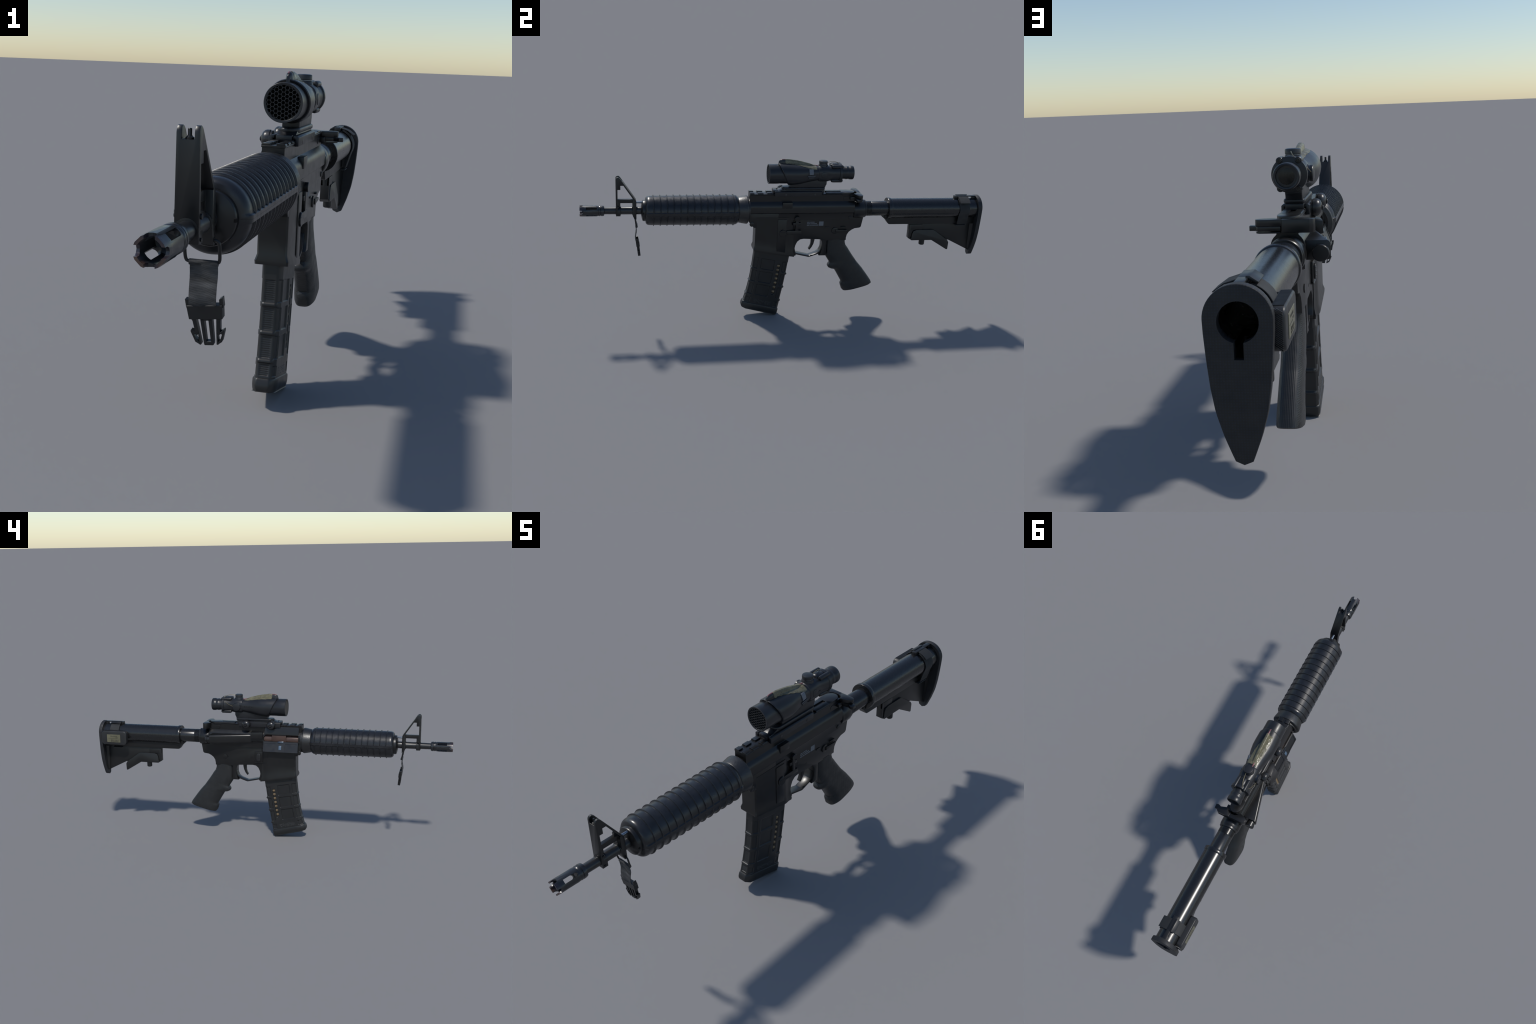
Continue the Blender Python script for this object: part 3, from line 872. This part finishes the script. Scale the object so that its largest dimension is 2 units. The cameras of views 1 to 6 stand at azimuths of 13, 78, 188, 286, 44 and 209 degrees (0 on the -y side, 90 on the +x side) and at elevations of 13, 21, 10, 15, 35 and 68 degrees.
# ------------------------------------------------------------------ stock
SR = .0503
def stock():
    bm = bmesh.new()
    outer = [(.5110, .0400), (.5105, .0530), (.5120, .0540), (.5260, .0540), (.5290, .0525), (.5300, SR), (.9800, SR), (.9860, .0460)]
    add_lathe(bm, outer, c=(0, 0, B), n=64)
    tube = finish("stock_tube", bm, M_TUBE, root, smooth=30)
    cb = bmesh.new()
    add_lathe(cb, [(.72, .0366), (1.05, .0366)], c=(0, 0, B + .0005), n=48)
    cut(tube, cb)
    resharp(tube, 30)
    # spine under the tube, its nose, the web and the release lever
    spine = prism("stock_spine", [(.5000, .5200), (.5050, .5060), (.5220, .4810), (.5300, .4790), (.9850, .4770), (.9850, .5300), (.5000, .5300)], -.0178, .0178, M_STOCK, root, bevel=.0022, seg=3)
    nose = prism("stock_nose", [(.4830, .5220), (.5300, .4830), (.5300, .5300), (.4830, .5270)], -.0120, .0120, M_STOCK, spine, bevel=.0015)
    web = prism("stock_web", [(.6370, .4850), (.6390, .4080), (.6520, .3960), (.7600, .3960), (.8600, .3870), (.9830, .3260), (.9870, .4850)], -.0085, .0085, M_STOCK, spine, bevel=.0015)
    def toe(z):
        return .0110 + .0090 * float(sstep(.33, .47, z))
    loft("web_flare", [[(k * (.0080 + (toe(z) - .0080) * f), y, z) for k, z in [(-1, .3300 + (.986 - y) * .47), (1, .3300 + (.986 - y) * .47), (1, .40), (1, .482), (-1, .482), (-1, .40)]]
                       for y, f in ((.9640, 0), (.9700, .18), (.9770, .5), (.9860, 1.0))], M_STOCK, spine, smooth=45)
    bm = bmesh.new()
    lever = [(.6480, .4000), (.6560, .3900), (.7640, .3900), (.8520, .3370), (.8580, .3390), (.8590, .3760), (.8520, .3880), (.7760, .4420), (.7640, .4460), (.6780, .4460), (.6620, .4400), (.6560, .4260), (.6540, .4020)]
    ob = prism("release_lever", lever, -.0172, .0172, M_STOCK, spine, bevel=.0014, seg=2)
    box("lever_head", -.0145, .0145, .6380, .6490, .4010, .4740, M_STOCK, ob)
    prism("lever_head_tip", [(.6385, .4010), (.6490, .4010), (.6560, .3905)], -.0140, .0140, M_STOCK, ob)
    box("web_boss", -.0140, .0140, .6380, .7100, .4460, .4740, M_STOCK, ob)
    lathe("lever_pin", [(.3620, .0100), (.3630, .0125), (.3650, .0140), (.3680, .0145), (.40, .0145)], M_STOCK, ob, axis='z', c=(0, .7180, 0), n=28)
    # butt plate: outline in x-z, gently curved in side view
    def half(z):
        zz = np.array([.3040, .3110, .3550, .4020, .4480, .4990, .5400, .5650])
        ww = np.array([.0005, .0155, .0320, .0455, .0528, .0576, .0604, .0612])
        if z <= .565:
            return float(np.interp(z, zz, ww))
        return .0612 * math.sqrt(max(0, 1 - ((z - .565) / .0600) ** 2))
    def yr(z):     # rear face, side view
        return float(np.interp(z, [.304, .320, .38, .455, .528, .576, .605, .618, .625], [.9930, .9950, .9985, 1.0, 1.0, 1.0, .9985, .9970, .9955]))
    outline = []
    zs = list(np.concatenate([[.3040], np.linspace(.3110, .565, 22), .565 + .06 * np.sin(np.linspace(.10, math.pi / 2, 12))]))
    right = [(half(z), z) for z in zs]
    outline = right[:-1] + [(0, .625)] + [(-x, z) for x, z in reversed(right[1:-1])]
    outline = [p for i, p in enumerate(outline) if i == 0 or abs(p[0] - outline[i - 1][0]) + abs(p[1] - outline[i - 1][1]) > 1e-5]
    bm = bmesh.new()
    rings = []
    for dy, g in ((.0, .985), (.0012, 1.0), (.0185, 1.0), (.0200, .985)):
        rings.append([(x * g, yr(z) - dy, .47 + (z - .47) * (1 - (1 - g) * .4)) for x, z in outline])
    # bridge faces across the plate row by row so that the curved faces stay smooth
    rows = [[bm.verts.new(p) for p in r] for r in rings]
    n = len(outline)
    for a, b in zip(rows, rows[1:]):
        for i in range(n):
            j = (i + 1) % n
            bm.faces.new((a[i], a[j], b[j], b[i]))
    for r in (rows[0], rows[-1]):
        lo, hi = 0, len(zs) - 1
        for k in range(0, hi):
            i0, i1 = k, k + 1
            j0, j1 = (n - k) % n, (n - k - 1) % n
            vs = []
            for q in (i0, i1, j1, j0):
                if r[q] not in vs:
                    vs.append(r[q])
            if len(vs) > 2:
                bm.faces.new(vs)
    plate = finish("butt_plate", bm, M_PAD, root, smooth=35)
    cb = bmesh.new()
    hole = [(.0362 * math.cos(a), .5600 + .0362 * math.sin(a)) for a in np.linspace(math.radians(-76.5), math.radians(256.5), 44)]
    add_prism(cb, hole + [(-.0084, .4950), (.0084, .4950)], .9, 1.1, 'y')
    cut(plate, cb)
    resharp(plate, 35)
    cb = bmesh.new()
    add_box(cb, -.0084, .0084, .90, 1.1, .4950, .56)
    for o in (spine, tube):
        cut(o, cb.copy())
        resharp(o, 35)
    cb.free()
    cb = bmesh.new()
    add_lathe(cb, [(.72, .0368), (1.05, .0368)], c=(0, 0, B + .0005), n=48)
    cut(spine, cb)
    resharp(spine, 35)
    # sling loop bar on top of the tube
    box("sling_bar", -.0105, .0105, .8640, .9350, .6080, .6235, M_STOCK, tube, bevel=.0016)
    box("sling_bar", -.0095, .0095, .9300, .9860, .6190, .6238, M_STOCK, tube, bevel=.0012)
    box("sling_bar_end", -.0095, .0095, .9600, .9860, .6060, .6185, M_STOCK, tube, bevel=.0008)
    return tube
tube = stock()

# hook-and-loop band with the shot counter
def band(y0, y1, r, th, a0, a1, name, lean=0.0, drop=None):
    """Strip that hugs the tube from angle a0 to a1 (degrees from +x, counter-clockwise), then runs straight down when drop is set."""
    pts = []
    for a in np.linspace(a0, a1, 30):
        t = math.radians(a)
        pts.append((math.cos(t), math.sin(t)))
    path = [(r * c, B + r * s, c, s) for c, s in pts]
    if drop:
        path = [drop] + path
    rings = []
    for x, z, nx, nz in path:
        sh = lean * (1 - abs(nz))
        rings.append([(x, y0 + sh, z), (x + nx * th, y0 + sh, z + nz * th), (x + nx * th, y1 + sh, z + nz * th), (x, y1 + sh, z)])
    return loft(name, rings, M_WEB, tube, smooth=40, bevel=.0008, seg=1, bevel_angle=60)
band(.8800, .9330, .0520, .0030, -28, 76, "strap_band", .004, drop=(.0300, .4800, .9, 0))
band(.8790, .9340, .0530, .0030, 104, 215, "strap_band", 0)
band(.8815, .9345, .0552, .0030, 40, 74, "strap_tab", .003)
prism("strap_tab", [(.0100, .6215), (.0350, .6135), (.0560, .5985), (.0552, .5968), (.0340, .6110), (.0100, .6185)], .8820, .9350, M_WEB, tube, axis='y', bevel=.0006, seg=1)
box("strap_band", -.0300, .0330, .8780, .9320, .4720, .4765, M_WEB, tube)
prism("strap_buckle", [(-.0120, .6180), (-.0260, .6120), (-.0285, .6160), (-.0125, .6265), (-.0050, .6265), (-.0050, .6180)], .8760, .9360, M_STOCK, tube, axis='y', bevel=.0012)
dev = prism("shot_counter", round_rect(.8240, .9760, .4990, .5800, .0180), -.0778, -.0480, M_DEVICE, root, bevel=.0055, seg=4)
def counter_details():
    prism("display", round_rect(.8600, .9420, .5150, .5600, .0015), -.0790, -.0768, M_LCD, dev, bevel=.0004, seg=1)
    bm = bmesh.new()
    rnd = random.Random(5)
    def bar(y0, y1, z0, z1):
        add_box(bm, -.0794, -.0788, y0, y1, z0, z1)
    x = .9200
    for w in (.0030, .0050, .0050, .0030, .0055, .0055):       # upper row of segments (reads towards -y)
        bar(x - w, x, .5480, .5530)
        x -= w + .0024
    bar(.8750, .8890, .5390, .5430)
    bar(.8900, .9330, .5365, .5382)
    x = .9180
    for w in (.0030, .0060, .0060, .0060, .0070, .0070):
        bar(x - w, x, .5185, .5215)
        bar(x - w, x - w * .45, .5235, .5300)
        x -= w + .0022
    bar(.9150, .9178, .5170, .5320)
    ink = finish("display_digits", bm, M_INK, dev, doubles=False)
    ink["kind"] = "stuff"
    # knurled rim: fine slanted ridges on top and rear faces
    bm = bmesh.new()
    for k in range(21):
        z = .502 + k * .0036
        top = min(z + .0165, .5780)
        w = (top - z) / .0165 * .0230
        if w > .006:
            add_prism(bm, [(-.0735, z), (-.0735, z + .0017), (-.0735 + w, top + .0008), (-.0735 + w, top - .0009)], .9745, .9778, 'y')
    for k in range(34):
        y = .840 + k * .0036
        add_prism(bm, [(-.0740, y), (-.0740, y + .0016), (-.0530, y + .0046), (-.0530, y + .0030)], .5788, .5812, 'z')
    kn = finish("knurling", bm, M_DEVICE, dev, doubles=False)
    kn["kind"] = "stuff"
counter_details()

# ------------------------------------------------------------------ optical sight
SZ = .7390      # axis of the objective
OZ = .7450      # axis of the eyepiece
def sight():
    secs = [  # y, zc, half width, half height, exponent, skew
        (-.0325, .7400, .0515, .0525, 2.0, .46), (-.0290, .7400, .0540, .0545, 2.0, .44), (-.0200, .7395, .0540, .0545, 2.05, .36), (.0000, .7390, .0545, .0540, 2.1, .20),
        (.0300, .7385, .0540, .0515, 2.15, .05), (.0600, .7390, .0492, .0470, 2.2, 0), (.0900, .7400, .0418, .0415, 2.25, 0), (.1200, .7415, .0378, .0370, 2.3, 0),
        (.1380, .7425, .0375, .0355, 2.3, 0), (.1410, .7425, .0395, .0380, 2.5, 0), (.1500, .7425, .0400, .0395, 2.6, 0), (.1850, .7425, .0400, .0395, 2.6, 0), (.1950, .7430, .0385, .0375, 2.4, 0),
        (.2150, .7440, .0385, .0375, 2.2, 0), (.2420, .7445, .0420, .0410, 2.1, 0), (.2440, .7445, .0455, .0455, 2.0, 0), (.2560, .7450, .0455, .0455, 2.0, 0), (.2570, .7450, .0430, .0430, 2.0, 0)]
    body = loft("optical_sight", [sell(y, zc, a, b, e, 64, sk) for y, zc, a, b, e, sk in secs], M_SCOPE, root, smooth=30)
    lathe("objective_tube", [(-.0950, .0415), (-.1035, .0415), (-.1045, .0424), (-.1050, .0468), (-.1040, .0478), (-.0560, .0478), (-.0540, .0470), (-.0100, .0470)], M_SCOPE, body, c=(0, 0, SZ), n=72, cap=False)
    lathe("objective_lens", [(-.0880, .001), (-.0890, .020), (-.0900, .0418)], M_DARK, body, c=(0, 0, SZ), n=48)
    # honeycomb filter: hexagonal cells with thin walls
    bm = bmesh.new()
    R = .0058
    lim = .0418
    for i in range(-6, 7):
        for j in range(-6, 7):
            cx = R * 1.5 * i
            cz = R * math.sqrt(3) * (j + .5 * (i % 2))
            if math.hypot(cx, cz) > lim + R * .75:
                continue
            def hexa(r, y):
                out = []
                for k in range(6):
                    px, pz = cx + r * math.cos(k * math.pi / 3), cz + r * math.sin(k * math.pi / 3)
                    q = math.hypot(px, pz)
                    if q > lim:
                        px, pz = px * lim / q, pz * lim / q
                    out.append((px, y, SZ + pz))
                return out
            a, b, c = hexa(R, -.1036), hexa(R * .915, -.1036), hexa(R * .915, -.0930)
            add_rings(bm, [a, b, c], True, False)
    hc = finish("honeycomb_filter", bm, M_CELL, body, smooth=20, doubles=False)
    hc["kind"] = "stuff"
    # eyepiece
    lathe("eyepiece", [(.2540, .0310), (.2600, .0310), (.2760, .0310), (.2800, .0325), (.2830, .0330), (.2860, .0320), (.2950, .0314), (.2985, .0332), (.3040, .0338), (.3140, .0338), (.3175, .0325), (.3185, .0300),
                       (.3175, .0265), (.3100, .0260)], M_SCOPE, body, c=(0, 0, OZ), n=64)
    lathe("eyepiece_lens", [(.3090, .0262), (.3104, .018), (.3113, .008), (.3115, .0005)], M_LENS, body, c=(0, 0, OZ), n=48)
    for sx, sz in ((-.0235, .0350), (.0235, .0350), (-.0235, -.0340), (.0235, -.0340)):
        y0 = .2020
        lathe("flange_lug", [(y0, .002), (y0 + .003, .0075), (y0 + .010, .0092), (.2560, .0092), (.2575, .0080)], M_SCOPE, body, c=(sx, 0, OZ + sz), n=24)
        lathe("flange_screw", [(.2560, .0062), (.2605, .0062), (.2615, .005), (.2615, .0035), (.2590, .0034)], M_STEEL, body, c=(sx, 0, OZ + sz), n=18)
    loft("top_dome", [sell(.1980, .778, .003, .003, 2, 24), sell(.2020, .779, .0130, .0090, 2.2, 24), sell(.2120, .780, .0170, .0110, 2.2, 24), sell(.2360, .780, .0170, .0105, 2.2, 24), sell(.2480, .779, .0140, .0080, 2.2, 24)], M_SCOPE, body, smooth=50)
    # adjuster caps: top and right; flush cap on the left
    lathe("adjuster_cap", [(.765, .0265), (.7790, .0240), (.7880, .0215), (.7885, .0196), (.7910, .0196), (.7920, .0210), (.8020, .0210), (.8045, .0200), (.8060, .0150), (.8065, .001)], M_SCOPE, body, axis='z', c=(0, .1650, 0), n=48)
    lathe("cap_band", [(.7893, .0204), (.7906, .0204)], M_BRIGHT, body, axis='z', c=(0, .1650, 0), n=48)
    lathe("adjuster_cap", [(-.0540, .001), (-.0535, .0160), (-.0520, .0205), (-.0505, .0215), (-.0445, .0215), (-.0435, .0200), (-.0410, .0200), (-.0400, .0225), (-.0340, .0240)], M_SCOPE, body, axis='x', c=(0, .1680, .7410), n=48)
    lathe("cap_band", [(-.0432, .0210), (-.0418, .0210)], M_BRIGHT, body, axis='x', c=(0, .1680, .7410), n=48)
    lathe("side_cap", [(.0340, .0165), (.0405, .0150), (.0415, .0130)], M_SCOPE, body, axis='x', c=(0, .1650, .7420), n=32)
    prism("side_arrow", [(.1780, .7440), (.1960, .7420), (.1960, .7395), (.1780, .7385)], .0370, .0408, M_SCOPE, body)
    wire("cap_tether", [(.004, .184, .7975), (.0, .205, .8010), (-.004, .230, .7985), (-.012, .249, .7880), (-.0235, .2590, .7805)], .0011, M_WIRE, body)
    wire("cap_tether", [(-.0235, .2590, .7790), (-.0370, .2350, .7640), (-.0450, .2150, .7540), (-.0480, .1900, .7450)], .0011, M_WIRE, body)
    # ridge that carries the light-gathering fibre
    ridge = [(-.0570, .8020), (-.0545, .8045), (-.0480, .8095), (-.0400, .8112), (-.0040, .8105), (.0300, .8060), (.0600, .8000), (.1000, .7890), (.1250, .7805), (.1400, .7760)]
    yy, zz = np.array(ridge).T
    rings = []
    for y in np.linspace(-.0565, .1395, 48):
        t = float(np.interp(y, yy, zz))
        base = .7700
        w = .0070 if y < .05 else .0070
        wb = .0135
        taper = float(sstep(-.0570, -.040, y)) * .50 + .50
        rings.append([(-wb * taper, y, base), (-w * taper - .0012, y, t - .010), (-w * taper, y, t - .0035), (-.0035 * taper, y, t - .0004), (.0035 * taper, y, t - .0004), (w * taper, y, t - .0035), (w * taper + .0012, y, t - .010), (wb * taper, y, base)])
    loft("fibre_ridge", rings, M_SCOPE, body, smooth=50)
    def top(x, y):
        t = float(np.interp(y, yy, zz))
        ax = abs(x)
        f = t - .0004 if ax < .0035 else t - .0004 - (ax - .0035) * .9 if ax < .007 else t - .0035 - (ax - .007) * 5.0
        ys = [q[0] for q in secs[3:9]]
        a = float(np.interp(y, ys, [q[2] for q in secs[3:9]])); b = float(np.interp(y, ys, [q[3] for q in secs[3:9]])); zc = float(np.interp(y, ys, [q[1] for q in secs[3:9]]))
        e = 2.1
        g = zc + b * max(0, 1 - (ax / a) ** e) ** (1 / e)
        return max(f, g)
    # adhesive tape wrapped over the ridge
    rings = []
    for y in np.linspace(-.0255, .1290, 66):
        u = (y + .0255) / .1545
        left = np.interp(u, [0, .25, .45, .55, .8, 1.0], [.0085, .0125, .0210, .0235, .0285, .0300])
        right = np.interp(u, [0, .2, .5, .75, 1.0], [.0240, .0260, .0230, .0210, .0190])
        left += .0011 * math.sin(u * 37)
        right += .0008 * math.sin(u * 29 + 1)
        upper_row, lower_row = [], []
        for x in np.concatenate([np.linspace(-right, -.0085, 12), np.linspace(-.0075, .0075, 13), np.linspace(.0085 if left > .0086 else .0080, left, 12)]):
            wv = .0010 * noise.noise(Vector((x * 120, y * 70, 1.3))) + .0005 * noise.noise(Vector((x * 300, y * 220, 4.3)))
            z = top(x, y) + .0020 + wv
            upper_row.append((x * 1.03, y, z))
            lower_row.append((x * 1.03, y, z - .0035))
        rings.append(upper_row + lower_row[::-1])
    loft("olive_tape", rings, M_TAPE, body, smooth=60)
    wire("light_fibre", [(-.001, -.0500, .8070), (-.001, -.0440, .8095), (-.001, -.0380, .8108), (-.001, -.0200, .8105)], .0024, M_FIBRE, body)
    wire("light_fibre", [(-.0035, .1200, .7815), (-.0035, .1320, .7785), (-.0035, .1480, .7770)], .0028, M_FIBRE, body)
    # raised maker text is unreadable in the pictures: short dashes stand in its place on the right flank
    bm = bmesh.new()
    rnd = random.Random(11)
    y = .1250
    for k in range(6):
        w = .0058 if k != 5 else .0040
        for q in range(2):
            xs = -.0395 - .0
            yq = y - q * w * .5
            a = float(np.interp(yq, [s_[0] for s_ in secs], [s_[2] for s_ in secs]))
            add_box(bm, -a - .0004, -a + .004, yq - w * .3, yq, .7395 + (q * .003 if k % 2 else 0), .7450 - (0 if k % 2 else q * .002))
        y -= .0098
    t = finish("housing_relief", bm, M_DARK, body, doubles=False)
    t["kind"] = "stuff"
    # ---------------- mount
    foot = [(.0020, .6740), (.1760, .6720), (.1800, .6850), (.1840, .6900), (.1840, .7120), (.1000, .7250), (.0060, .7150)]
    prism("sight_foot", foot, -.0225, .0225, M_SCOPE, body, bevel=.0030, seg=3)
    base = prism("sight_mount", [(-.0560, .6520), (-.0560, .6570), (-.0300, .6680), (.1700, .6660), (.1730, .6600), (.1730, .6450), (-.0560, .6450)], -.0245, .0245, M_SCOPE, body, bevel=.0016)
    arc = [(.0285 * math.cos(a), -.0100 - .0260 * math.sin(a)) for a in np.linspace(0, math.pi, 17)]
    pad = [(.0285, .1680), (.0255, .1765), (-.0255, .1765), (-.0285, .1680)] + arc[::-1]
    prism("mount_pad", pad, .6630, .6760, M_SCOPE, base, axis='z', bevel=.0050, seg=4)
    box("mount_stop", -.0200, .0200, -.0780, -.0600, .6450, .6605, M_SCOPE, base)
    prism("mount_rail", [(.0240, .6600), (.0320, .6600), (.0365, .6560), (.0365, .6345), (.0275, .6340), (.0275, .6520), (.0240, .6520)], -.0735, .1610, M_SCOPE, base, axis='y', bevel=.0010)
    prism("mount_rail", [(-.0240, .6600), (-.0330, .6600), (-.0385, .6565), (-.0385, .6320), (-.0275, .6310), (-.0275, .6520), (-.0240, .6520)], -.0765, .1600, M_SCOPE, base, axis='y', bevel=.0010)
    for y in (-.0190, .1260):
        lathe("mount_screw", [(.0350, .0062), (.0370, .0062), (.0374, .0050)], M_BARREL, base, axis='x', c=(0, y, .6420), n=20)
    for y in (-.0270, .1140):
        k = lathe("mount_nut", [(-.0670, .001), (-.0668, .0070), (-.0655, .0125), (-.0620, .0185), (-.0570, .0222), (-.0520, .0232), (-.0440, .0232), (-.0425, .0215), (-.0380, .0215)], M_BARREL, base, axis='x', c=(0, y, .6455), n=48)
        lathe("nut_stud", [(-.0710, .001), (-.0708, .0045), (-.0695, .0055), (-.0660, .0055)], M_BARREL, k, axis='x', c=(0, y, .6455), n=20)
        lathe("nut_dark_ring", [(-.0678, .0055), (-.0680, .0082), (-.0660, .0088), (-.0650, .006)], M_DARK, k, axis='x', c=(0, y, .6455), n=24)  # near-black ring standing slightly proud of the uncut nut
    return body
scope = sight()

# ------------------------------------------------------------------ markings (unreadable print, kept as rows of tiny strokes)
def strokes(name, rows, x, mat, parent, seed):
    bm = bmesh.new()
    rnd = random.Random(seed)
    for y0, y1, zc, h in rows:
        y = y0
        while y < y1:
            w = rnd.uniform(.0012, .0026)
            if rnd.random() < .12:
                y += .0022
                continue
            top = h * rnd.uniform(.75, 1.0)
            add_box(bm, x - .001, x + .0005, y, min(y + w, y1), zc - top / 2, zc + top / 2)
            y += w + rnd.uniform(.0003, .0007)
    ob = finish(name, bm, mat, parent, doubles=False)
    ob["kind"] = "stuff"
    return ob
strokes("serial_lettering", [(.0975, .1360, .4985, .0048), (.0975, .1480, .4910, .0050), (.0975, .1560, .4830, .0055)], LHW, M_MARK, lower, 2)
box("label_patch", LHW - .001, LHW + .0006, .1590, .1815, .4795, .5020, M_MARK, lower, bevel=.0003, seg=1)
def sight_label():
    """Square patch and two lines of print wrapped on the left flank of the sight housing."""
    def surf(y, z, out):
        a = float(np.interp(y, [.06, .09, .12], [.0500, .0445, .0395])); b = float(np.interp(y, [.06, .09, .12], [.0470, .0420, .0375])); zc = .7400
        u = min(.98, abs((z - zc) / b))
        return a * (1 - u ** 2.2) ** (1 / 2.2) + out
    for nm, y0, y1, z0, z1, m in (("sight_label", .0890, .1105, .7455, .7690, M_MARK), ("sight_print", .0820, .1200, .7345, .7405, M_MARK2), ("sight_print", .0870, .1150, .7270, .7325, M_MARK2)):
        bm = bmesh.new()
        rows = []
        for z in np.linspace(z0, z1, 8):
            rows.append([bm.verts.new((surf(y, z, .0012), y, z)) for y in np.linspace(y0, y1, 10)])
        for a, b in zip(rows, rows[1:]):
            for i in range(9):
                bm.faces.new((a[i], a[i + 1], b[i + 1], b[i]))
        ext = bmesh.ops.extrude_face_region(bm, geom=list(bm.faces))
        for v in [g for g in ext['geom'] if isinstance(g, bmesh.types.BMVert)]:
            v.co.x -= .003
        finish(nm, bm, m, scope, smooth=40)
sight_label()
